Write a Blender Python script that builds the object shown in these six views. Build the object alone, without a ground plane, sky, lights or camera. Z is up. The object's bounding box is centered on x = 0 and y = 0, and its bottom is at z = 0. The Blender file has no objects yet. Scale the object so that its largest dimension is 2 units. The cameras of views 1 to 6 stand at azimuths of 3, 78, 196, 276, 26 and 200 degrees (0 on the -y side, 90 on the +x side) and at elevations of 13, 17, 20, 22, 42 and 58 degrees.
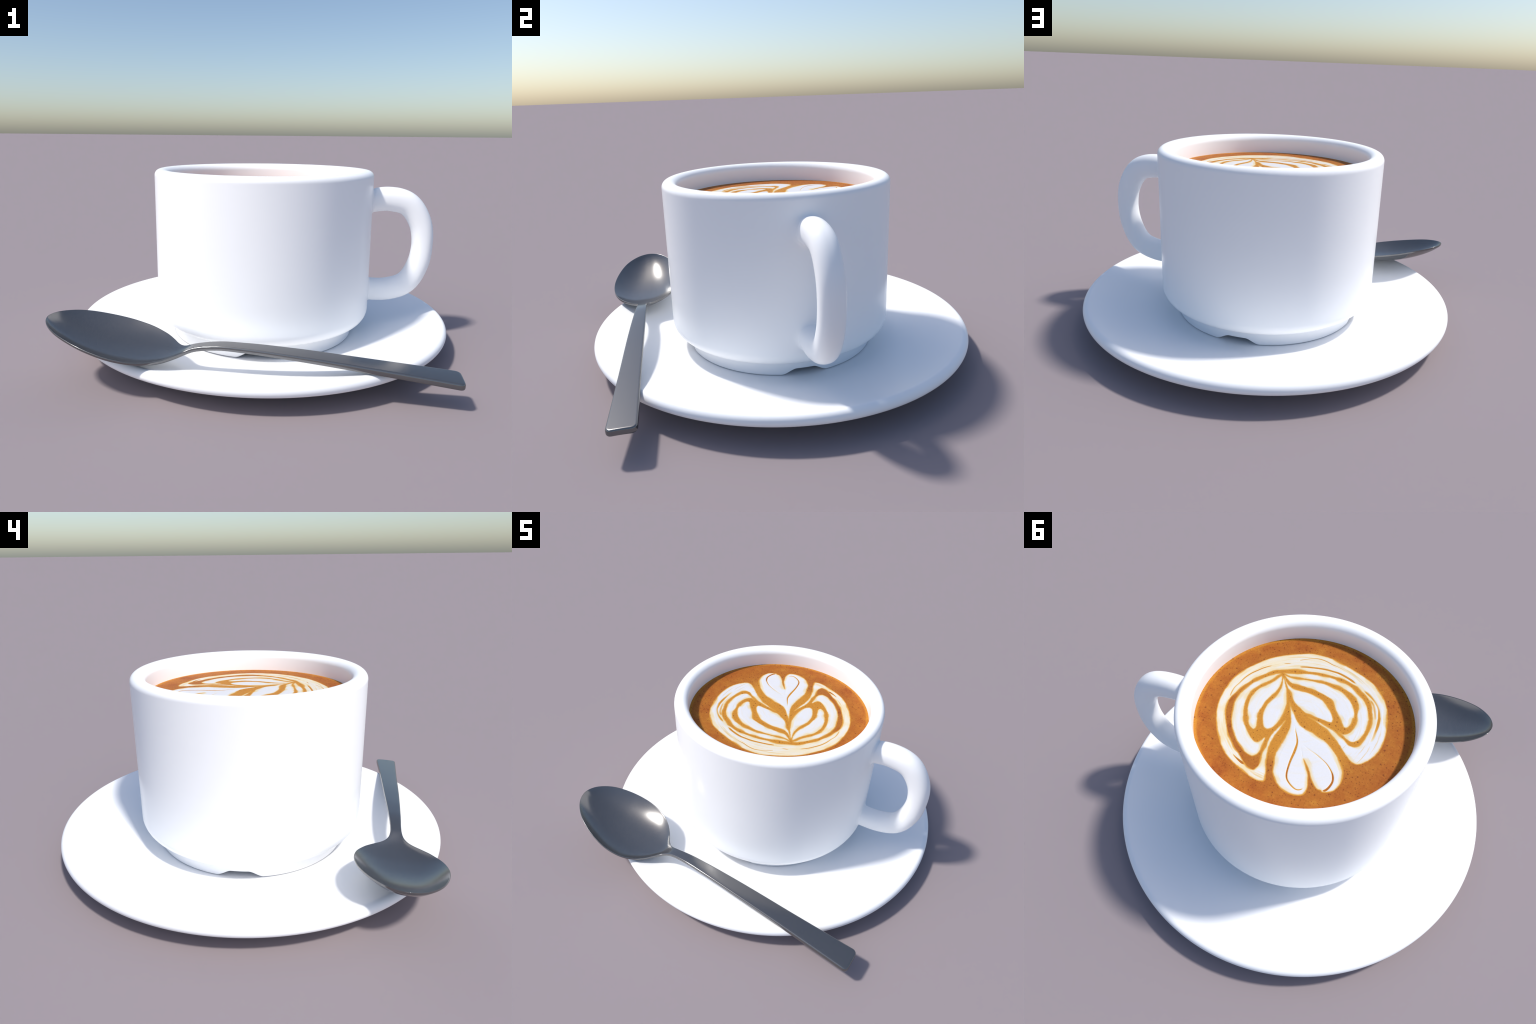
"""Latte in a white stacking cup on a saucer, with a dark steel teaspoon."""
import bpy, bmesh, math
import numpy as np
from mathutils import noise, Vector

# --------------------------------------------------------------------------
#  small helpers
# --------------------------------------------------------------------------
def hermite(x, X, Y):
    """Smooth curve through knots (X, Y)."""
    X = np.asarray(X, float); Y = np.asarray(Y, float); x = np.asarray(x, float)
    m = np.gradient(Y, X)
    i = np.clip(np.searchsorted(X, x) - 1, 0, len(X) - 2)
    h = X[i + 1] - X[i]
    t = (x - X[i]) / h
    return ((2*t**3 - 3*t**2 + 1)*Y[i] + (t**3 - 2*t**2 + t)*h*m[i]
            + (-2*t**3 + 3*t**2)*Y[i + 1] + (t**3 - t**2)*h*m[i + 1])


def arc(cx, cz, r, a0, a1, n=10, rz=None):
    """Points (r, z) on an arc, angles in degrees (0 = outward, 90 = up)."""
    rz = r if rz is None else rz
    return [(cx + r*math.cos(math.radians(a)), cz + rz*math.sin(math.radians(a)))
            for a in np.linspace(a0, a1, n)]


def line(p, q, n):
    return [(p[0] + (q[0] - p[0])*t, p[1] + (q[1] - p[1])*t) for t in np.linspace(0, 1, n)]


def join_profile(*parts):
    out = []
    for part in parts:
        for p in part:
            if not out or math.hypot(p[0] - out[-1][0], p[1] - out[-1][1]) > 1e-5:
                out.append(p)
    return out


def make_mesh(name, verts, faces, merge=1e-6):
    me = bpy.data.meshes.new(name)
    me.from_pydata([tuple(v) for v in verts], [], [tuple(int(i) for i in f) for f in faces])
    me.update()
    bm = bmesh.new(); bm.from_mesh(me)
    bmesh.ops.remove_doubles(bm, verts=bm.verts, dist=merge)
    bmesh.ops.dissolve_degenerate(bm, edges=bm.edges, dist=1e-7)
    bmesh.ops.recalc_face_normals(bm, faces=bm.faces)
    bm.to_mesh(me); bm.free()
    me.polygons.foreach_set("use_smooth", [True]*len(me.polygons))
    return me


def make_object(name, me, mat, parent=None, base=(0, 0, 0)):
    ob = bpy.data.objects.new(name, me)
    bpy.context.scene.collection.objects.link(ob)
    me.materials.clear(); me.materials.append(mat)
    if parent is not None:
        ob.parent = parent
        if parent.type == 'EMPTY':
            ob.location = (-base[0], -base[1], -base[2])   # mesh coordinates stay world ones
    return ob


def make_empty(name, loc, label, category):
    e = bpy.data.objects.new(name, None)
    e.empty_display_size = 0.1
    e.location = loc
    bpy.context.scene.collection.objects.link(e)
    e["label"] = label; e["category"] = category
    return e


def split_by_region(me, names, region):
    """Cut one smooth mesh into pieces that keep the whole body's normals."""
    me.update()
    nrm = np.zeros(len(me.vertices)*3); me.vertices.foreach_get("normal", nrm); nrm = nrm.reshape(-1, 3)
    co = np.zeros(len(me.vertices)*3); me.vertices.foreach_get("co", co); co = co.reshape(-1, 3)
    groups = {n: [] for n in names}
    for p in me.polygons:
        groups[region(p.center)].append(list(p.vertices))
    out = []
    for n in names:
        used = sorted({v for f in groups[n] for v in f})
        idx = {v: i for i, v in enumerate(used)}
        m = bpy.data.meshes.new(n)
        m.from_pydata(co[used].tolist(), [], [[idx[v] for v in f] for f in groups[n]])
        m.update()
        m.polygons.foreach_set("use_smooth", [True]*len(m.polygons))
        m.normals_split_custom_set_from_vertices([tuple(x) for x in nrm[used]])
        out.append(m)
    return out


def lathe(profile, seg, bend=None):
    """Turn a closed or axis-to-axis (r, z) profile; bend(r, z, angle) may move points."""
    verts, faces, rings = [], [], []
    for r, z in profile:
        if r < 1e-6:
            rings.append([len(verts)]*seg); verts.append((0, 0, z)); continue
        ring = []
        for k in range(seg):
            a = 2*math.pi*k/seg
            rr, zz = bend(r, z, a) if bend else (r, z)
            ring.append(len(verts)); verts.append((rr*math.cos(a), rr*math.sin(a), zz))
        rings.append(ring)
    for A, B in zip(rings[:-1], rings[1:]):
        for k in range(seg):
            q = [A[k], A[(k + 1) % seg], B[(k + 1) % seg], B[k]]
            f = list(dict.fromkeys(q))
            if len(f) > 2:
                faces.append(f)
    return verts, faces


# --------------------------------------------------------------------------
#  materials
# --------------------------------------------------------------------------
def new_material(name):
    m = bpy.data.materials.new(name); m.use_nodes = True
    nt = m.node_tree
    return m, nt, nt.nodes["Principled BSDF"]


def ramp(nt, fac, stops):
    n = nt.nodes.new("ShaderNodeValToRGB")
    els = n.color_ramp.elements
    while len(els) < len(stops):
        els.new(0.5)
    for e, (p, c) in zip(els, stops):
        e.position = p; e.color = (*c, 1)
    nt.links.new(fac, n.inputs[0])
    return n.outputs["Color"]


def math_node(nt, op, a, b=None, clamp=False):
    n = nt.nodes.new("ShaderNodeMath"); n.operation = op; n.use_clamp = clamp
    for i, v in enumerate((a, b)):
        if v is None: continue
        if isinstance(v, (int, float)): n.inputs[i].default_value = v
        else: nt.links.new(v, n.inputs[i])
    return n.outputs[0]


def mix_color(nt, fac, a, b, mode='MIX'):
    n = nt.nodes.new("ShaderNodeMix"); n.data_type = 'RGBA'; n.blend_type = mode
    if isinstance(fac, (int, float)): n.inputs["Factor"].default_value = fac
    else: nt.links.new(fac, n.inputs["Factor"])
    for i, v in ((6, a), (7, b)):
        if isinstance(v, tuple): n.inputs[i].default_value = (*v, 1)
        else: nt.links.new(v, n.inputs[i])
    return n.outputs[2]


def noise_tex(nt, vec, scale, detail=3, rough=0.5):
    n = nt.nodes.new("ShaderNodeTexNoise")
    n.inputs["Scale"].default_value = scale
    n.inputs["Detail"].default_value = detail
    n.inputs["Roughness"].default_value = rough
    nt.links.new(vec, n.inputs["Vector"])
    return n.outputs["Fac"]


def smooth_range(nt, v, lo, hi, a=0.0, b=1.0):
    n = nt.nodes.new("ShaderNodeMapRange"); n.interpolation_type = 'SMOOTHSTEP'
    for i, x in ((1, lo), (2, hi), (3, a), (4, b)):
        n.inputs[i].default_value = x
    nt.links.new(v, n.inputs[0])
    return n.outputs[0]


def ceramic_material():
    m, nt, b = new_material("white_glazed_ceramic")
    b.inputs["Base Color"].default_value = (1.0, 1.0, 1.0, 1)
    b.inputs["Roughness"].default_value = 0.24
    b.inputs["Specular IOR Level"].default_value = 0.05
    return m


def steel_material():
    m, nt, b = new_material("dark_polished_steel")
    b.inputs["Metallic"].default_value = 0.80
    b.inputs["Base Color"].default_value = (0.195, 0.195, 0.197, 1)
    b.inputs["Roughness"].default_value = 0.20
    return m


COFFEE_Z = 0.8235        # level of the drink
FOAM_H = 0.0003          # rise of the milk foam per step of thickness


def crema_color(nt, obj):
    """Orange-brown crema: mottled, lighter amber between the foam leaves, with dark bubbles."""
    sep = nt.nodes.new("ShaderNodeSeparateXYZ"); nt.links.new(obj, sep.inputs[0])
    flat = nt.nodes.new("ShaderNodeCombineXYZ")
    nt.links.new(sep.outputs[0], flat.inputs[0]); nt.links.new(sep.outputs[1], flat.inputs[1])
    p = flat.outputs[0]
    ln = nt.nodes.new("ShaderNodeVectorMath"); ln.operation = 'LENGTH'; nt.links.new(p, ln.inputs[0])
    r = ln.outputs["Value"]
    big = noise_tex(nt, p, 9, 5, 0.68)
    fine = noise_tex(nt, p, 120, 3, 0.6)
    col = ramp(nt, big, [(0.25, (0.245, 0.055, 0.014)), (0.42, (0.380, 0.115, 0.021)), (0.58, (0.430, 0.150, 0.025)), (0.75, (0.53, 0.235, 0.036))])
    # amber inside the drawing, where milk has mixed in
    cs = nt.nodes.new("ShaderNodeVectorMath"); cs.operation = 'DISTANCE'
    nt.links.new(p, cs.inputs[0]); cs.inputs[1].default_value = (0.0, -0.06, 0)
    inner = smooth_range(nt, cs.outputs["Value"], 0.37, 0.29)
    col = mix_color(nt, math_node(nt, 'MULTIPLY', inner, 0.75), col, (0.60, 0.265, 0.036))
    # brighter rim where the crema climbs the cup
    edge = smooth_range(nt, r, 0.488, 0.502)
    col = mix_color(nt, math_node(nt, 'MULTIPLY', edge, 0.6), col, (0.60, 0.27, 0.035))
    g = math_node(nt, 'MULTIPLY_ADD', fine, 0.5)
    g.node.inputs[2].default_value = 0.75
    gm = nt.nodes.new("ShaderNodeVectorMath"); gm.operation = 'SCALE'
    nt.links.new(col, gm.inputs[0]); nt.links.new(g, gm.inputs["Scale"])
    col = gm.outputs[0]
    # burst bubbles: small dark red-brown specks
    for scale, keep, rad in ((40, 0.36, 0.20), (90, 0.30, 0.24)):
        v = nt.nodes.new("ShaderNodeTexVoronoi"); v.voronoi_dimensions = '2D'
        v.inputs["Scale"].default_value = scale
        nt.links.new(p, v.inputs["Vector"])
        sc = nt.nodes.new("ShaderNodeSeparateColor"); nt.links.new(v.outputs["Color"], sc.inputs[0])
        on = math_node(nt, 'LESS_THAN', sc.outputs[0], keep)
        size = math_node(nt, 'MULTIPLY_ADD', sc.outputs[1], rad*0.8)
        size.node.inputs[2].default_value = rad*0.45
        spot = math_node(nt, 'SUBTRACT', 1.0, math_node(nt, 'DIVIDE', v.outputs["Distance"], size), clamp=True)
        spot = math_node(nt, 'MULTIPLY', math_node(nt, 'MULTIPLY', spot, 1.3, clamp=True), on)
        col = mix_color(nt, math_node(nt, 'MULTIPLY', spot, 0.8), col, (0.145, 0.028, 0.012))
    return col, p, sep.outputs[2]


def coffee_material():
    m, nt, b = new_material("coffee_crema")
    tc = nt.nodes.new("ShaderNodeTexCoord")
    col, p, z = crema_color(nt, tc.outputs["Object"])
    nt.links.new(col, b.inputs["Base Color"])
    b.inputs["Roughness"].default_value = 0.55
    b.inputs["Specular IOR Level"].default_value = 0.1
    return m


def foam_material(name, cream):
    """Colour follows how thick the foam is: crema, amber, cream, then white."""
    m, nt, b = new_material(name)
    tc = nt.nodes.new("ShaderNodeTexCoord")
    crema, p, z = crema_color(nt, tc.outputs["Object"])
    t = math_node(nt, 'DIVIDE', math_node(nt, 'SUBTRACT', z, COFFEE_Z), FOAM_H)
    n1 = noise_tex(nt, p, 11, 1, 0.5)
    n2 = noise_tex(nt, p, 150, 2)
    # cream tint: wings and base of the drawing, in streaks that follow the pour
    sx = nt.nodes.new("ShaderNodeSeparateXYZ"); nt.links.new(p, sx.inputs[0])
    cv = nt.nodes.new("ShaderNodeVectorMath"); cv.operation = 'DISTANCE'
    nt.links.new(p, cv.inputs[0]); cv.inputs[1].default_value = (0.015, 0.0, 0)
    ang = math_node(nt, 'ARCTAN2', sx.outputs[0], math_node(nt, 'MULTIPLY', sx.outputs[1], -1.0))
    pv = nt.nodes.new("ShaderNodeCombineXYZ")
    nt.links.new(math_node(nt, 'MULTIPLY', cv.outputs["Value"], 85.0), pv.inputs[0])
    nt.links.new(math_node(nt, 'MULTIPLY', ang, 1.6), pv.inputs[1])
    flow = noise_tex(nt, pv.outputs[0], 1.0, 3, 0.6)
    side = math_node(nt, 'MULTIPLY_ADD', sx.outputs[0], 1.1)
    side.node.inputs[2].default_value = 0.22
    base = smooth_range(nt, sx.outputs[1], -0.02, -0.30)
    k = math_node(nt, 'ADD', math_node(nt, 'ADD', math_node(nt, 'MULTIPLY', base, 0.35), side),
                  math_node(nt, 'MULTIPLY', math_node(nt, 'SUBTRACT', flow, 0.5), 2.6))
    k = math_node(nt, 'MULTIPLY', k, cream, clamp=True)
    white = mix_color(nt, k, (0.71, 0.71, 0.73), (0.765, 0.665, 0.455))
    tan = math_node(nt, 'MULTIPLY', smooth_range(nt, flow, 0.56, 0.68), 0.15*cream + 0.6*max(cream - 0.5, 0)/0.5)
    white = mix_color(nt, tan, white, (0.70, 0.50, 0.22))
    grain = math_node(nt, 'MULTIPLY_ADD', n2, 0.08); grain.node.inputs[2].default_value = 0.96
    sc = nt.nodes.new("ShaderNodeVectorMath"); sc.operation = 'SCALE'
    nt.links.new(white, sc.inputs[0]); nt.links.new(grain, sc.inputs["Scale"])
    # thickness ladder; the cream halo is wider in some places than in others
    tn = math_node(nt, 'DIVIDE', t, smooth_range(nt, n1, 0.38, 0.75, 0.95, 2.2))
    c = mix_color(nt, smooth_range(nt, t, 0.0, 0.50), crema, (0.62, 0.295, 0.045))
    c = mix_color(nt, smooth_range(nt, t, 0.50, 1.20), c, (0.745, 0.62, 0.38))
    c = mix_color(nt, smooth_range(nt, tn, 0.6, 1.9), c, sc.outputs[0])
    nt.links.new(c, b.inputs["Base Color"])
    b.inputs["Roughness"].default_value = 0.6
    b.inputs["Specular IOR Level"].default_value = 0.1
    return m


CERAMIC = ceramic_material()
STEEL = steel_material()
CREMA = coffee_material()

# --------------------------------------------------------------------------
#  saucer: a shallow turned dish, 2 m across in this frame
# --------------------------------------------------------------------------
dish_r = [0.0, 0.36, 0.44, 0.50, 0.60, 0.70, 0.80, 0.90, 0.955]
dish_z = [0.0345, 0.0345, 0.0355, 0.0385, 0.051, 0.069, 0.092, 0.1190, 0.1360]
xs = np.r_[np.linspace(0, 0.36, 5), np.linspace(0.38, 0.955, 48)]
saucer_profile = join_profile(
    [(float(x), float(hermite(x, dish_r, dish_z))) for x in xs],
    arc(0.9735, 0.1140, 0.0265, 108, -72, 22),
    line((0.975, 0.0875), (0.64, 0.020), 14),
    arc(0.600, 0.012, 0.012, 40, -90, 7),
    line((0.60, 0.0), (0.565, 0.0), 3),
    arc(0.565, 0.008, 0.008, -90, -180, 5),
    [(0.555, 0.012), (0.52, 0.014), (0.3, 0.014), (0.0, 0.014)])
v, f = lathe(saucer_profile, 320)
saucer = make_object("saucer", make_mesh("saucer", v, f), CERAMIC)
saucer["label"] = "round white ceramic saucer with gently raised rim"
saucer["category"] = "saucer"

# --------------------------------------------------------------------------
#  cup: straight-walled body, notched foot ring, loop handle
# --------------------------------------------------------------------------
CUP_BASE = (0, 0, 0.039)
cup = make_empty("coffee_cup", CUP_BASE, "white ceramic stacking cup full of latte with milk art", "coffee cup")
R_OUT, R_IN, Z_TOP = 0.585, 0.509, 0.930
FOOT_Z, FOOT_TOP = 0.039, 0.115


def foot_notch(r, z, a):
    """Four shallow drain notches cut up into the foot ring."""
    if z > FOOT_TOP or r < 0.40:
        return r, z
    d = abs((math.degrees(a) + 45) % 90 - 45)
    t = min(max((12.8 - d)/(12.8 - 5.2), 0), 1)
    t = t*t*(3 - 2*t)*0.55 + t*0.45
    k = 1 - (z - FOOT_Z)/(FOOT_TOP - FOOT_Z)
    return r, z + 0.031*t*k


cup_profile = join_profile(
    [(0.0, 0.150), (0.2, 0.150), (0.36, 0.151)],
    arc(0.419, 0.241, 0.090, -88, 0, 12),
    line((R_IN, 0.26), (R_IN, 0.890), 24),
    arc(R_IN + 0.036, Z_TOP - 0.036, 0.036, 180, 90, 12),
    line((R_IN + 0.036, Z_TOP), (R_OUT - 0.031, Z_TOP), 3),
    arc(R_OUT - 0.031, Z_TOP - 0.031, 0.031, 90, 0, 12),
    line((R_OUT, 0.895), (R_OUT, 0.20), 30),
    arc(R_OUT - 0.070, 0.190, 0.070, 0, -84, 18),
    arc(0.5125, 0.1125, 0.007, 95, 180, 6),
    line((0.5050, 0.110), (0.4985, 0.054), 10),
    arc(0.4885, 0.049, 0.010, 0, -90, 8),
    line((0.4860, FOOT_Z), (0.452, FOOT_Z), 4),
    arc(0.450, 0.045, 0.006, -90, -180, 5),
    line((0.443, 0.055), (0.438, 0.085), 4),
    [(0.425, 0.092), (0.3, 0.093), (0.0, 0.093)])
v, f = lathe(cup_profile, 360, foot_notch)
whole = make_mesh("cup_whole", v, f)
body_me, foot_me = split_by_region(
    whole, ["cup_body", "foot_ring"],
    lambda c: "foot_ring" if c.z < 0.1125 and math.hypot(c.x, c.y) > 0.43 else "cup_body")
make_object("cup_body", body_me, CERAMIC, cup, CUP_BASE)
make_object("foot_ring", foot_me, CERAMIC, cup, CUP_BASE)

# loop handle: swept oval section in the x-z plane, flaring where it meets the wall
spine_x = [0.540, 0.575, 0.6788, 0.7765, 0.8533, 0.8723, 0.8554, 0.7895, 0.692, 0.575, 0.540]
spine_z = [0.7655, 0.7670, 0.7770, 0.7540, 0.6504, 0.5280, 0.4168, 0.3083, 0.2735, 0.2715, 0.2715]
knots = np.r_[0, np.cumsum(np.hypot(np.diff(spine_x), np.diff(spine_z)))]
u = np.unique(np.r_[np.linspace(0, 0.075, 60), np.linspace(0.075, knots[-1] - 0.075, 120), np.linspace(knots[-1] - 0.075, knots[-1], 60)])
X, Z = hermite(u, knots, spine_x), hermite(u, knots, spine_z)
uu = np.linspace(0, knots[-1], 150)
GX, GZ = hermite(uu, knots, spine_x), hermite(uu, knots, spine_z)
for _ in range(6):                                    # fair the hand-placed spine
    GX[1:-1] = 0.25*GX[:-2] + 0.5*GX[1:-1] + 0.25*GX[2:]
    GZ[1:-1] = 0.25*GZ[:-2] + 0.5*GZ[1:-1] + 0.25*GZ[2:]
X, Z = hermite(u, uu, GX), hermite(u, uu, GZ)
TX, TZ = np.gradient(X, u), np.gradient(Z, u)
L = np.hypot(TX, TZ); TX /= L; TZ /= L
half_t = np.interp(u/knots[-1], [0, 0.18, 0.5, 0.82, 1], [0.0625, 0.066, 0.0555, 0.062, 0.0625])
half_w = np.interp(u/knots[-1], [0, 0.15, 0.5, 0.85, 1], [0.057, 0.057, 0.057, 0.057, 0.057])
N = 72
SKIRT_H = 0.015                                       # the joint stands this far off the wall
verts, rings = [], []


def section(k):
    """Point k of the unit oval section: (outward in the loop plane, sideways)."""
    a = 2*math.pi*k/N
    c, s = math.cos(a), math.sin(a)
    e = 2/2.25
    return math.copysign(abs(c)**e, c), math.copysign(abs(s)**e, s)


def add_ring(points):
    rings.append(list(range(len(verts), len(verts) + N)))
    verts.extend(points)


def skirt_ring(zc, sign, ht, hw, tau, sink=0.0):
    """Fillet ring where an arm flows into the round wall; tau 0 = arm, 90 deg = wall."""
    d = SKIRT_H*(1 - math.sin(tau)) - sink
    out = []
    for k in range(N):
        cn, cy = section(k)
        reach = 0.036 - (0.022*max(cn, 0) if sign < 0 else 0.0)
        g = reach*(1 - math.cos(tau))
        y = (hw + g)*cy
        out.append((math.sqrt((R_OUT + d)**2 - y*y), y, zc + sign*(ht + g)*cn))
    return out


taus = np.linspace(0, math.pi/2, 16)
add_ring(skirt_ring(spine_z[1], 1, half_t[0], half_w[0], math.pi/2, 0.006))
for tau in taus[::-1]:
    add_ring(skirt_ring(spine_z[1], 1, half_t[0], half_w[0], tau))
for i in range(len(u)):
    if X[i] < R_OUT + SKIRT_H + 0.012:
        continue
    add_ring([(X[i] - TZ[i]*half_t[i]*section(k)[0], half_w[i]*section(k)[1], Z[i] + TX[i]*half_t[i]*section(k)[0])
              for k in range(N)])
for tau in taus:
    add_ring(skirt_ring(spine_z[-1], -1, half_t[-1], half_w[-1], tau))
add_ring(skirt_ring(spine_z[-1], -1, half_t[-1], half_w[-1], math.pi/2, 0.006))
faces = []
for A, B in zip(rings[:-1], rings[1:]):
    for k in range(N):
        faces.append((A[k], A[(k + 1) % N], B[(k + 1) % N], B[k]))
faces.append(tuple(rings[0])); faces.append(tuple(rings[-1]))
handle_me = make_mesh("handle", verts, faces)
# the rim of each fillet takes the wall's own normal, so no seam shows
blend = []
for vtx in handle_me.vertices:
    c, nn = vtx.co, vtx.normal.copy()
    s = min(max(1 - (math.hypot(c.x, c.y) - R_OUT)/0.004, 0), 1)
    radial = Vector((c.x, c.y, 0)).normalized()
    blend.append(tuple((nn*(1 - s) + radial*s).normalized()))
handle_me.normals_split_custom_set_from_vertices(blend)
make_object("handle", handle_me, CERAMIC, cup, CUP_BASE)

# --------------------------------------------------------------------------
#  coffee: the drink filling the cup, then the milk foam drawing on top
# --------------------------------------------------------------------------
rr = np.linspace(0, 0.5085, 40)
coffee_profile = join_profile(
    [(float(r), COFFEE_Z) for r in rr], [(0.5115, COFFEE_Z + 0.0012), (0.512, 0.80), (0.512, 0.30), (0.40, 0.20), (0.0, 0.20)])
v, f = lathe(coffee_profile, 240)
coffee = make_object("coffee", make_mesh("coffee", v, f), CREMA, cup, CUP_BASE)

CELL = 0.0016


def closed_spline(pts, sub=5):
    P = np.array(pts, float); n = len(P); out = []
    for i in range(n):
        p0, p1, p2, p3 = P[i - 1], P[i], P[(i + 1) % n], P[(i + 2) % n]
        if np.allclose(p1, p2):              # doubled point: a sharp corner
            out.append(p1); continue
        for t in np.linspace(0, 1, sub, endpoint=False):
            out.append(0.5*((2*p1) + (p2 - p0)*t + (2*p0 - 5*p1 + 4*p2 - p3)*t*t + (3*p1 - p0 - 3*p2 + p3)*t**3))
    return np.array(out)


def inside_distance(P, Q):
    """Distance from points P to the closed outline Q, positive inside."""
    best = np.full(len(P), 1e9); inside = np.zeros(len(P), bool)
    for a, b in zip(Q, np.roll(Q, -1, 0)):
        ab = b - a
        t = np.clip(((P - a) @ ab)/(ab @ ab + 1e-12), 0, 1)
        d = P - a - t[:, None]*ab
        best = np.minimum(best, (d*d).sum(1))
        cross = (a[1] > P[:, 1]) != (b[1] > P[:, 1])
        if cross.any():
            xi = a[0] + (P[:, 1] - a[1])*(b[0] - a[0])/(b[1] - a[1] if b[1] != a[1] else 1e-12)
            inside ^= cross & (P[:, 0] < xi)
    return np.where(inside, 1, -1)*np.sqrt(best)


def streak_cut(P, knots, t):
    """Lower the foam t along a brown streak (x, y, half width, strength)."""
    K = np.array(knots, float)
    k = np.linspace(0, len(K) - 1, 6*(len(K) - 1) + 1)
    S = np.stack([hermite(k, np.arange(len(K)), K[:, j]) for j in range(4)], 1)
    fade = np.clip(np.minimum(k, k[-1] - k)/0.7, 0, 1)
    S[:, 2] *= 0.25 + 0.75*fade
    S[:, 3] *= 0.35 + 0.65*fade
    cut = np.zeros(len(P))
    for a, b in zip(S[:-1], S[1:]):
        ab = b[:2] - a[:2]
        s = np.clip(((P - a[:2]) @ ab)/(ab @ ab + 1e-12), 0, 1)
        d = np.sqrt(((P - a[:2] - s[:, None]*ab)**2).sum(1))
        w = a[2] + (b[2] - a[2])*s
        g = a[3] + (b[3] - a[3])*s
        x = np.clip((d - w*0.45)/(w*0.9 + 0.0032), 0, 1)
        cut = np.maximum(cut, g*(1 - x*x*(3 - 2*x)))
    return np.minimum(t, np.where(cut > 0.001, 3.4*(1 - cut)**1.6 - 0.12*cut, 9))


def foam_piece(name, outlines, streaks=(), cream=0.0):
    """One poured leaf of milk foam: a low cushion over its outline, thinning out at the edge."""
    O = [closed_spline(o) for o in outlines]
    lo = np.min([o.min(0) for o in O], 0) - 0.006
    hi = np.max([o.max(0) for o in O], 0) + 0.006
    nx, ny = int((hi[0] - lo[0])/CELL) + 2, int((hi[1] - lo[1])/CELL) + 2
    gx, gy = np.meshgrid(lo[0] + CELL*np.arange(nx), lo[1] + CELL*np.arange(ny), indexing='ij')
    P = np.stack([gx.ravel(), gy.ravel()], 1)
    # only points near the piece matter
    sd = np.max([inside_distance(P, o) for o in O], 0)
    wob = np.array([noise.noise(Vector((x*70, y*70, 3.1))) + 0.6*noise.noise(Vector((x*190, y*190, 7.7)))
                    if abs(d) < 0.02 else 0.0 for (x, y), d in zip(P, sd)])
    soft = np.array([0.5 + 0.5*noise.noise(Vector((x*16, y*16, 9.3))) if abs(d) < 0.02 else 0.5
                     for (x, y), d in zip(P, sd)])
    width = 0.0072 + 0.0100*np.clip(soft - 0.45, 0, 1)*2
    t = np.clip((sd + 0.0056 + 0.0012*wob)/width, -0.4, 3.4)
    for s in streaks:
        t = streak_cut(P, s, t)
    z = COFFEE_Z + FOAM_H*t
    keep = t > -0.35
    T = keep.reshape(nx, ny)
    quad = T[:-1, :-1] & T[1:, :-1] & T[1:, 1:] & T[:-1, 1:]
    I = np.arange(nx*ny).reshape(nx, ny)
    F = np.stack([I[:-1, :-1][quad], I[1:, :-1][quad], I[1:, 1:][quad], I[:-1, 1:][quad]], 1)
    used = np.unique(F); idx = np.full(nx*ny, -1); idx[used] = np.arange(len(used))
    V = np.column_stack([P[used], z[used]])
    me = bpy.data.meshes.new(name)
    me.from_pydata(V.tolist(), [], idx[F].tolist()); me.update()
    me.polygons.foreach_set("use_smooth", [True]*len(me.polygons))
    ob = make_object(name, me, foam_material(name + "_milk", cream), coffee)
    return ob


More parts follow.
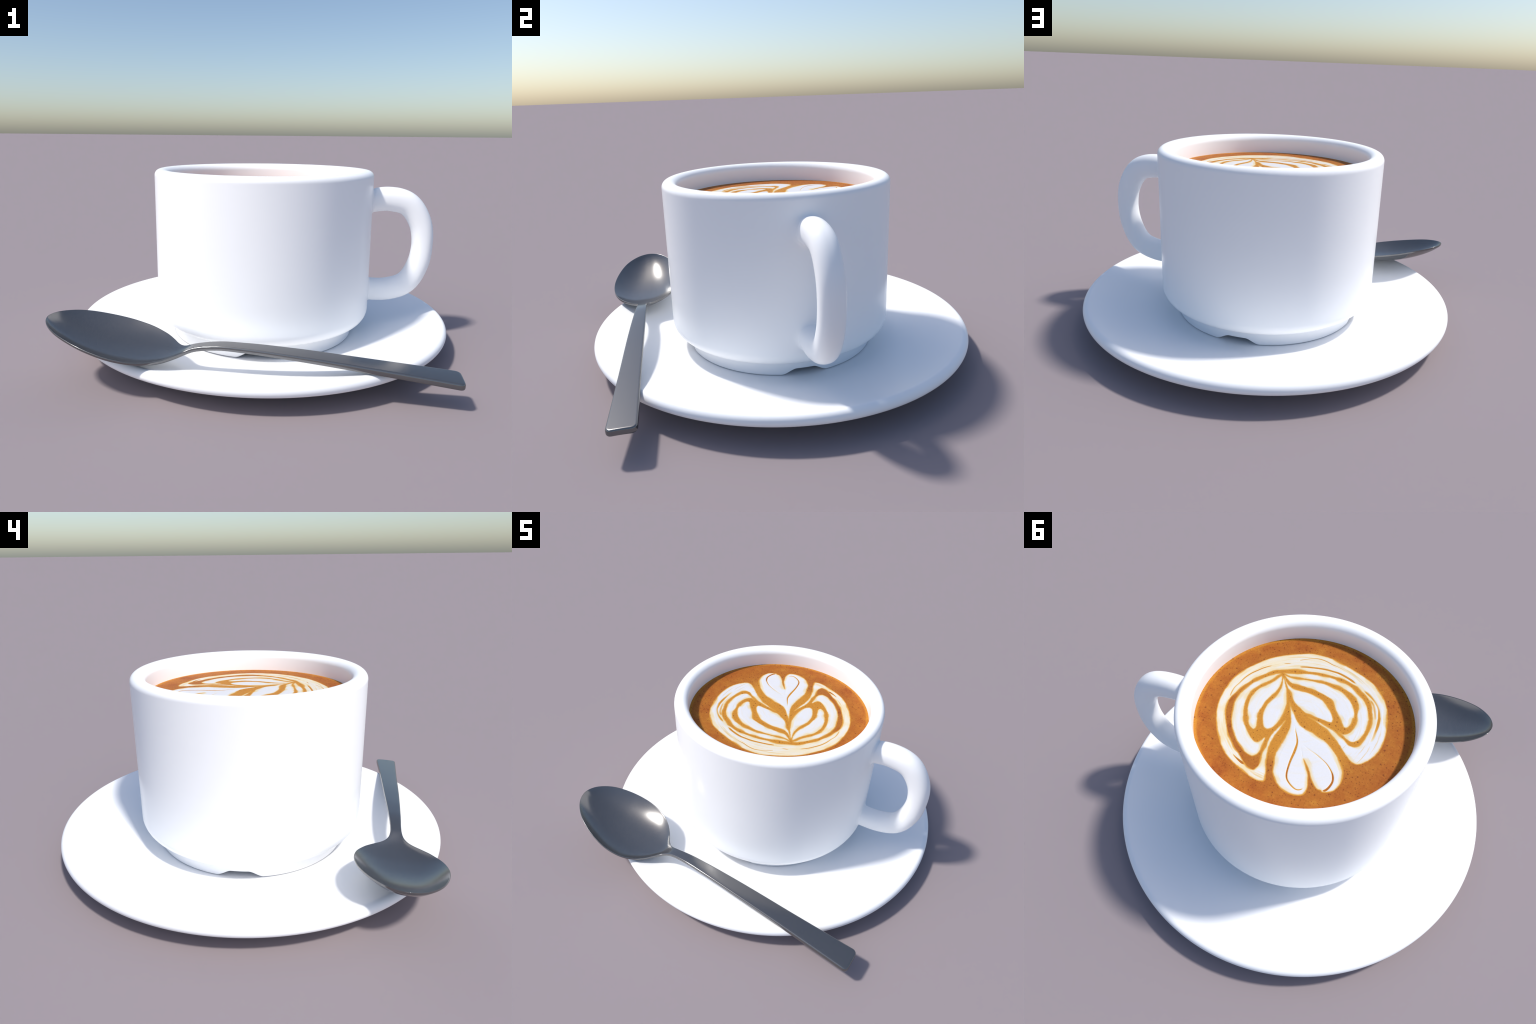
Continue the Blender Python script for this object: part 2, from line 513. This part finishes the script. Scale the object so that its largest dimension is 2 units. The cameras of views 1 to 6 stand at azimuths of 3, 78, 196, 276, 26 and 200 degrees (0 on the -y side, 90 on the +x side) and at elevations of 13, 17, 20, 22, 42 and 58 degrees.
foam_piece('foam_wing', outlines=[
    [
        (-0.087, -0.290), (-0.087, -0.290), (-0.039, -0.289), (0.021, -0.287), (0.056, -0.280), (0.091, -0.274), (0.131, -0.267), (0.175, -0.250),
        (0.197, -0.243), (0.223, -0.230), (0.256, -0.199), (0.291, -0.160), (0.317, -0.119), (0.337, -0.082), (0.355, -0.036), (0.367, 0.001),
        (0.368, 0.032), (0.361, 0.072), (0.344, 0.116), (0.332, 0.143), (0.305, 0.188), (0.275, 0.225), (0.243, 0.258), (0.208, 0.288),
        (0.176, 0.317), (0.148, 0.337), (0.121, 0.342), (0.111, 0.329), (0.108, 0.302), (0.111, 0.271), (0.113, 0.240), (0.109, 0.209),
        (0.111, 0.174), (0.108, 0.133), (0.097, 0.101), (0.086, 0.066), (0.077, 0.041), (0.083, 0.088), (0.092, 0.125), (0.099, 0.169),
        (0.099, 0.208), (0.094, 0.238), (0.080, 0.287), (0.065, 0.333), (0.056, 0.374), (0.077, 0.381), (0.105, 0.378), (0.140, 0.367),
        (0.184, 0.348), (0.226, 0.326), (0.261, 0.304), (0.297, 0.269), (0.331, 0.226), (0.361, 0.177), (0.386, 0.119), (0.403, 0.066),
        (0.409, 0.007), (0.408, -0.044), (0.404, -0.089), (0.391, -0.136), (0.362, -0.189), (0.322, -0.241), (0.278, -0.291), (0.228, -0.328),
        (0.175, -0.357), (0.120, -0.382), (0.097, -0.392), (0.056, -0.397), (-0.007, -0.396), (-0.060, -0.383), (-0.060, -0.383),],
    [
        (0.097, -0.392), (0.097, -0.392), (0.056, -0.397), (-0.007, -0.396), (-0.060, -0.383), (-0.114, -0.366), (-0.168, -0.346), (-0.237, -0.313),
        (-0.282, -0.275), (-0.319, -0.230), (-0.345, -0.179), (-0.362, -0.123), (-0.366, -0.113), (-0.372, -0.063), (-0.376, -0.000), (-0.371, 0.048),
        (-0.356, 0.091), (-0.331, 0.130), (-0.300, 0.158), (-0.274, 0.158), (-0.252, 0.142), (-0.223, 0.116), (-0.197, 0.089), (-0.162, 0.061),
        (-0.127, 0.034), (-0.094, 0.018), (-0.062, 0.003), (-0.016, -0.012), (-0.039, -0.010), (-0.082, 0.000), (-0.134, 0.014), (-0.171, 0.032),
        (-0.205, 0.054), (-0.228, 0.073), (-0.251, 0.078), (-0.271, 0.068), (-0.286, 0.043), (-0.297, 0.003), (-0.302, -0.038), (-0.299, -0.085),
        (-0.292, -0.121), (-0.284, -0.142), (-0.267, -0.187), (-0.237, -0.222), (-0.208, -0.242), (-0.179, -0.263), (-0.152, -0.274), (-0.112, -0.287),
        (-0.087, -0.290), (-0.039, -0.289), (0.021, -0.287), (0.056, -0.280), (0.056, -0.280),],
], streaks=[
    [
            (0.223, -0.273, 0.0020, 0.55), (0.276, -0.233, 0.0025, 0.75), (0.306, -0.200, 0.0025, 0.80), (0.331, -0.168, 0.0025, 0.75), (0.349, -0.132, 0.0025, 0.70), (0.360, -0.096, 0.0025, 0.60),
            (0.372, -0.060, 0.0025, 0.60), (0.373, -0.019, 0.0030, 0.60), (0.368, 0.010, 0.0030, 0.50),],
    [
            (0.125, -0.289, 0.0015, 0.40), (0.108, -0.295, 0.0030, 0.85), (0.076, -0.304, 0.0035, 1.00), (0.006, -0.317, 0.0040, 1.00), (-0.042, -0.318, 0.0040, 1.00), (-0.080, -0.315, 0.0045, 1.00),
            (-0.133, -0.298, 0.0050, 1.00), (-0.175, -0.277, 0.0070, 1.00),],
    [
            (0.129, -0.334, 0.0015, 0.40), (0.129, -0.335, 0.0020, 0.60), (0.087, -0.360, 0.0020, 0.60), (0.049, -0.373, 0.0025, 0.65), (0.011, -0.371, 0.0025, 0.65), (-0.030, -0.359, 0.0025, 0.65),
            (-0.056, -0.355, 0.0020, 0.60), (-0.110, -0.338, 0.0020, 0.50), (-0.166, -0.309, 0.0020, 0.50), (-0.202, -0.290, 0.0025, 0.50),],
    [
            (0.223, -0.279, 0.0025, 0.40), (0.184, -0.291, 0.0025, 0.65), (0.149, -0.303, 0.0020, 0.50),],
    [
            (-0.198, -0.263, 0.0060, 0.75), (-0.249, -0.232, 0.0060, 0.70), (-0.284, -0.202, 0.0050, 0.60), (-0.310, -0.166, 0.0060, 0.60), (-0.323, -0.126, 0.0065, 0.70), (-0.327, -0.110, 0.0070, 0.75),
            (-0.330, -0.068, 0.0070, 0.75), (-0.329, -0.031, 0.0060, 0.60), (-0.326, 0.010, 0.0050, 0.50), (-0.316, 0.041, 0.0040, 0.30),],
    [
            (-0.242, -0.223, 0.0060, 0.80), (-0.279, -0.185, 0.0060, 0.60), (-0.297, -0.146, 0.0060, 0.60), (-0.308, -0.109, 0.0050, 0.55), (-0.307, -0.097, 0.0040, 0.40),],
    [
            (0.252, 0.282, 0.0015, 0.40), (0.220, 0.303, 0.0030, 0.70), (0.187, 0.319, 0.0050, 1.00), (0.160, 0.329, 0.0060, 1.00),],
    [
            (0.371, 0.102, 0.0030, 0.35), (0.326, 0.199, 0.0030, 0.35), (0.287, 0.248, 0.0030, 0.40), (0.249, 0.284, 0.0030, 0.50),],
    [
            (0.138, 0.328, 0.0050, 0.80), (0.116, 0.315, 0.0100, 0.90), (0.113, 0.277, 0.0070, 0.70), (0.112, 0.245, 0.0040, 0.60),],
], cream=1.0)

foam_piece('foam_heart', outlines=[
    [
        (0.092, -0.061), (0.072, -0.012), (0.059, 0.015), (0.050, 0.041), (0.043, 0.076), (0.044, 0.107), (0.049, 0.143), (0.054, 0.181),
        (0.056, 0.214), (0.053, 0.250), (0.049, 0.271), (0.041, 0.299), (0.031, 0.327), (0.010, 0.357), (-0.012, 0.377), (-0.039, 0.392),
        (-0.069, 0.398), (-0.095, 0.395), (-0.120, 0.385), (-0.127, 0.367), (-0.126, 0.340), (-0.118, 0.311), (-0.108, 0.281), (-0.090, 0.252),
        (-0.069, 0.217), (-0.072, 0.216), (-0.095, 0.240), (-0.113, 0.264), (-0.130, 0.294), (-0.149, 0.317), (-0.169, 0.335), (-0.187, 0.337),
        (-0.199, 0.342), (-0.227, 0.330), (-0.245, 0.306), (-0.255, 0.269), (-0.254, 0.231), (-0.242, 0.202), (-0.221, 0.173), (-0.191, 0.141),
        (-0.161, 0.114), (-0.127, 0.091), (-0.086, 0.075), (-0.056, 0.063), (-0.025, 0.057), (0.005, 0.045), (0.032, 0.020), (0.049, -0.003),
        (0.067, -0.027), (0.080, -0.045),],
], streaks=[
    [
            (0.027, 0.056, 0.0010, 0.30), (0.012, 0.084, 0.0015, 0.60), (-0.005, 0.116, 0.0020, 0.90), (-0.015, 0.145, 0.0030, 1.00), (-0.018, 0.190, 0.0045, 1.00), (-0.017, 0.239, 0.0035, 1.00),
            (-0.019, 0.278, 0.0030, 0.95), (-0.024, 0.312, 0.0030, 0.90), (-0.035, 0.336, 0.0025, 0.85), (-0.059, 0.357, 0.0025, 0.75), (-0.085, 0.369, 0.0025, 0.70), (-0.104, 0.364, 0.0025, 0.65),
            (-0.119, 0.345, 0.0020, 0.40),],
    [
            (-0.042, 0.141, 0.0015, 0.25), (-0.067, 0.154, 0.0015, 0.45), (-0.104, 0.167, 0.0015, 0.55), (-0.130, 0.179, 0.0015, 0.60), (-0.170, 0.202, 0.0020, 0.65), (-0.201, 0.232, 0.0025, 0.75),
            (-0.215, 0.255, 0.0035, 0.95), (-0.221, 0.281, 0.0035, 1.00), (-0.216, 0.309, 0.0040, 1.00), (-0.206, 0.330, 0.0045, 1.00), (-0.192, 0.340, 0.0040, 1.00),],
    [
            (-0.035, 0.152, 0.0015, 0.25), (-0.054, 0.191, 0.0015, 0.40), (-0.067, 0.213, 0.0020, 0.70),],
], cream=0.22)

foam_piece('foam_leaf', outlines=[
    [
        (0.191, -0.219), (0.212, -0.214), (0.230, -0.198), (0.257, -0.169), (0.283, -0.140), (0.306, -0.103), (0.323, -0.065), (0.333, -0.030),
        (0.337, 0.008), (0.333, 0.047), (0.321, 0.093), (0.311, 0.121), (0.289, 0.162), (0.263, 0.198), (0.230, 0.234), (0.192, 0.261),
        (0.169, 0.271), (0.149, 0.272), (0.134, 0.258), (0.128, 0.226), (0.129, 0.194), (0.132, 0.165), (0.141, 0.179), (0.154, 0.195),
        (0.171, 0.198), (0.195, 0.182), (0.222, 0.155), (0.247, 0.124), (0.269, 0.083), (0.283, 0.043), (0.292, 0.004), (0.292, -0.032),
        (0.283, -0.076), (0.266, -0.108), (0.245, -0.136), (0.219, -0.168), (0.202, -0.200),],
], streaks=[
], cream=0.5)

foam_piece('foam_leaf', outlines=[
    [
        (0.184, -0.207), (0.195, -0.188), (0.209, -0.160), (0.234, -0.129), (0.258, -0.095), (0.270, -0.062), (0.275, -0.026), (0.270, 0.018),
        (0.259, 0.055), (0.246, 0.083), (0.234, 0.108), (0.214, 0.129), (0.197, 0.136), (0.192, 0.119), (0.200, 0.087), (0.208, 0.054),
        (0.210, 0.025), (0.207, 0.007), (0.203, -0.028), (0.188, -0.070), (0.175, -0.113), (0.171, -0.149), (0.175, -0.185),],
], streaks=[
], cream=0.35)

foam_piece('foam_leaf', outlines=[
    [
        (0.171, -0.197), (0.162, -0.158), (0.159, -0.131), (0.163, -0.095), (0.178, -0.055), (0.187, -0.022), (0.188, 0.021), (0.185, 0.046),
        (0.176, 0.072), (0.162, 0.102), (0.147, 0.116), (0.133, 0.114), (0.118, 0.094), (0.104, 0.055), (0.098, 0.014), (0.099, -0.015),
        (0.105, -0.060), (0.115, -0.094), (0.133, -0.131), (0.152, -0.165),],
], streaks=[
], cream=0.25)

foam_piece('foam_leaf', outlines=[
    [
        (0.178, -0.227), (0.152, -0.236), (0.118, -0.245), (0.085, -0.256), (0.051, -0.265), (-0.008, -0.273), (-0.056, -0.274), (-0.119, -0.265),
        (-0.159, -0.249), (-0.203, -0.218), (-0.238, -0.185), (-0.261, -0.148), (-0.279, -0.099), (-0.282, -0.094), (-0.286, -0.055), (-0.283, -0.017),
        (-0.272, 0.024), (-0.259, 0.043), (-0.242, 0.054), (-0.221, 0.048), (-0.197, 0.037), (-0.170, 0.021), (-0.192, 0.025), (-0.212, 0.016),
        (-0.227, -0.008), (-0.232, -0.047), (-0.229, -0.081), (-0.222, -0.116), (-0.218, -0.147), (-0.210, -0.169), (-0.186, -0.197), (-0.156, -0.217),
        (-0.117, -0.231), (-0.079, -0.236), (-0.042, -0.242), (0.006, -0.239), (0.052, -0.232), (0.099, -0.225), (0.145, -0.217),],
], streaks=[
], cream=0.6)

foam_piece('foam_leaf', outlines=[
    [
        (0.172, -0.217), (0.150, -0.211), (0.118, -0.211), (0.072, -0.220), (0.026, -0.225), (-0.022, -0.228), (-0.072, -0.222), (-0.110, -0.213),
        (-0.153, -0.188), (-0.184, -0.153), (-0.207, -0.113), (-0.217, -0.076), (-0.213, -0.075), (-0.213, -0.043), (-0.202, -0.016), (-0.187, -0.013),
        (-0.174, -0.029), (-0.152, -0.056), (-0.133, -0.081), (-0.117, -0.102), (-0.098, -0.134), (-0.082, -0.150), (-0.055, -0.161), (-0.015, -0.172),
        (0.022, -0.177), (0.059, -0.180), (0.095, -0.179), (0.125, -0.181), (0.154, -0.200),],
], streaks=[
], cream=0.4)

foam_piece('foam_leaf', outlines=[
    [
        (0.166, -0.199), (0.144, -0.171), (0.115, -0.153), (0.073, -0.149), (0.025, -0.148), (-0.016, -0.141), (-0.054, -0.124), (-0.086, -0.097),
        (-0.110, -0.066), (-0.124, -0.042), (-0.126, -0.037), (-0.124, -0.019), (-0.106, -0.018), (-0.075, -0.022), (-0.045, -0.022), (-0.020, -0.028),
        (0.005, -0.031), (0.038, -0.052), (0.067, -0.068), (0.090, -0.094), (0.107, -0.121), (0.130, -0.145),],
], streaks=[
], cream=0.4)


# --------------------------------------------------------------------------
#  spoon: one smooth sheet of steel, oval bowl running into a flat tapered handle
# --------------------------------------------------------------------------
SPOON_AT, SPOON_YAW, SPOON_ROLL = (-0.9367, -0.6875), -0.08337, 0.056
LEN = 1.8138
w_s = [0.0, 0.012, 0.045, 0.10, 0.17, 0.25, 0.34, 0.43, 0.50, 0.55, 0.585, 0.61, 0.64, 0.69, 0.80, 1.10, 1.45, LEN]
w_w = [0.0, 0.0491, 0.0943, 0.1372, 0.1689, 0.1912, 0.2005, 0.1884, 0.1558, 0.1135, 0.0723, 0.0483, 0.0325, 0.0265,
       0.0300, 0.0410, 0.0503, 0.0630]
h_s = [0, 0.1, 0.25, 0.4, 0.5, 0.6, 0.68, 0.78, 0.9, 1.1, 1.45, 1.83]
h_z = [0.3084, 0.2865, 0.2471, 0.2098, 0.1888, 0.1815, 0.2060, 0.2200, 0.2186, 0.2060, 0.1740, 0.1360]
k = np.linspace(0, len(w_s) - 1, 4000)
kk = np.r_[-1, np.arange(len(w_s))]
fine_s = hermite(k, kk, np.r_[w_s[1], w_s])
fine_w = hermite(k, kk, np.r_[-w_w[1], w_w])
RC = 0.026                                           # plan radius of the handle's end corners


def half_width(s):
    w = np.interp(s, fine_s, fine_w)
    e = np.clip(s - (LEN - RC), 0, RC)
    return w - RC + np.sqrt(np.maximum(RC*RC - e*e, 0))*1.0 if np.ndim(s) == 0 and s > LEN - RC else \
        np.where(s > LEN - RC, w - RC + np.sqrt(np.maximum(RC*RC - e*e, 0)), w)


S = np.unique(np.r_[0.63*0.5*(1 - np.cos(np.linspace(0, math.pi*0.5, 70))), np.linspace(0.315, 0.80, 110),
                    np.linspace(0.80, LEN - RC, 90), LEN - np.array([0.0, 0.0008, 0.0018, 0.0032, 0.005, 0.0075, 0.0105, 0.0145, 0.0195]),
                    [0.0002, 0.0006, 0.0012, 0.002, 0.003, 0.0045]])
Wd = half_width(S)
rim = np.array([0, 0.0002, 0.0007, 0.0015, 0.0027, 0.0042, 0.006, 0.008, 0.0105, 0.014])
out_s = np.r_[S, S[::-1]]; out_w = np.r_[Wd, -Wd[::-1]]
outline = np.stack([out_s, out_w], 1)
# finer outline for the distance test
ext = np.vstack([outline, outline[:1]])
run = np.r_[0, np.cumsum(np.hypot(*np.diff(ext, axis=0).T))]
tt = np.linspace(0, run[-1], 9000, endpoint=False)
outline = np.stack([np.interp(tt, run, ext[:, j]) for j in (0, 1)], 1)
rows = []
for s, w in zip(S, Wd):
    q = min(1.0, w/0.026)
    edge = w - rim*q
    mid = np.linspace(0, edge[-1], 16)[:-1]
    half = np.r_[mid, edge[::-1]]
    rows.append(np.r_[-half[::-1], half[1:]])
rows = np.array(rows); nv = rows.shape[1]
SS = np.repeat(S[:, None], nv, 1)
pts = np.stack([SS.ravel(), rows.ravel()], 1)
dist = np.empty(len(pts))
for i in range(0, len(pts), 2000):
    dd = pts[i:i + 2000, None] - outline[None]
    dist[i:i + 2000] = np.sqrt((dd*dd).sum(-1).min(1))
dist = dist.reshape(rows.shape)
dist[:, 0] = 0; dist[:, -1] = 0; dist[0] = 0
dist[-1] = 0                                         # the end edge closes the bar
thick = np.interp(S, [0, 0.45, 0.58, 0.66, 0.8, 1.2, LEN], [0.012, 0.012, 0.017, 0.021, 0.021, 0.025, 0.029])[:, None]
r_edge = np.interp(S, [0, 0.5, 0.7, LEN], [0.0055, 0.0055, 0.008, 0.0105])[:, None]
x = np.clip(dist/r_edge, 0, 1)
half_thick = 0.5*thick*(1 - (1 - x)**3.2)**(1/3.2)
# bowl: hollow that fades out at the tip and into the neck
def hollow_along(pa, pb, end):
    q = np.clip(S/end, 0, 1)
    return (q**pa*(1 - q)**pb/((pa/(pa + pb))**pa*(pb/(pa + pb))**pb))[:, None]


vv = rows/np.maximum(Wd, 1e-6)[:, None]
vv[0] = 0
hollow = 0.070*hollow_along(0.72, 1.25, 0.665)*(1 - np.abs(vv)**2.6)      # inside, steep near the rim
belly = 0.067*hollow_along(0.78, 1.20, 0.665)*(1 - np.abs(vv)**2.3)       # outside, rounder
crown = 0.0012*(1 - vv**2)*np.clip((S - 0.7)/0.2, 0, 1)[:, None]
mid_z = hermite(S, h_s, h_z)[:, None] - 0.5*thick + crown + rows*math.sin(SPOON_ROLL)
cy, sy = math.cos(SPOON_YAW), math.sin(SPOON_YAW)
WX = SPOON_AT[0] + cy*SS - sy*rows; WY = SPOON_AT[1] + sy*SS + cy*rows
top = np.stack([WX, WY, mid_z + half_thick - hollow], -1).reshape(-1, 3)
bot = np.stack([WX, WY, np.minimum(mid_z - half_thick - belly, mid_z - hollow + half_thick - 1.3*half_thick)], -1).reshape(-1, 3)
n = len(S)
I = np.arange(n*nv).reshape(n, nv)
q = np.stack([I[:-1, :-1], I[1:, :-1], I[1:, 1:], I[:-1, 1:]], -1).reshape(-1, 4)
verts = np.vstack([top, bot]); faces = np.vstack([q, q[:, ::-1] + n*nv])
whole = make_mesh("spoon_whole", verts, faces, 1.2e-4)
NECK = 0.64


def spoon_part(c):
    s = (c.x - SPOON_AT[0])*cy + (c.y - SPOON_AT[1])*sy
    return "spoon_bowl" if s < NECK else "spoon_handle"


SPOON_BASE = (-0.03, -0.76, 0.13)
spoon = make_empty("teaspoon", SPOON_BASE, "dark polished steel teaspoon lying across the saucer", "spoon")
for nm, me in zip(("spoon_bowl", "spoon_handle"), split_by_region(whole, ["spoon_bowl", "spoon_handle"], spoon_part)):
    make_object(nm, me, STEEL, spoon, SPOON_BASE)
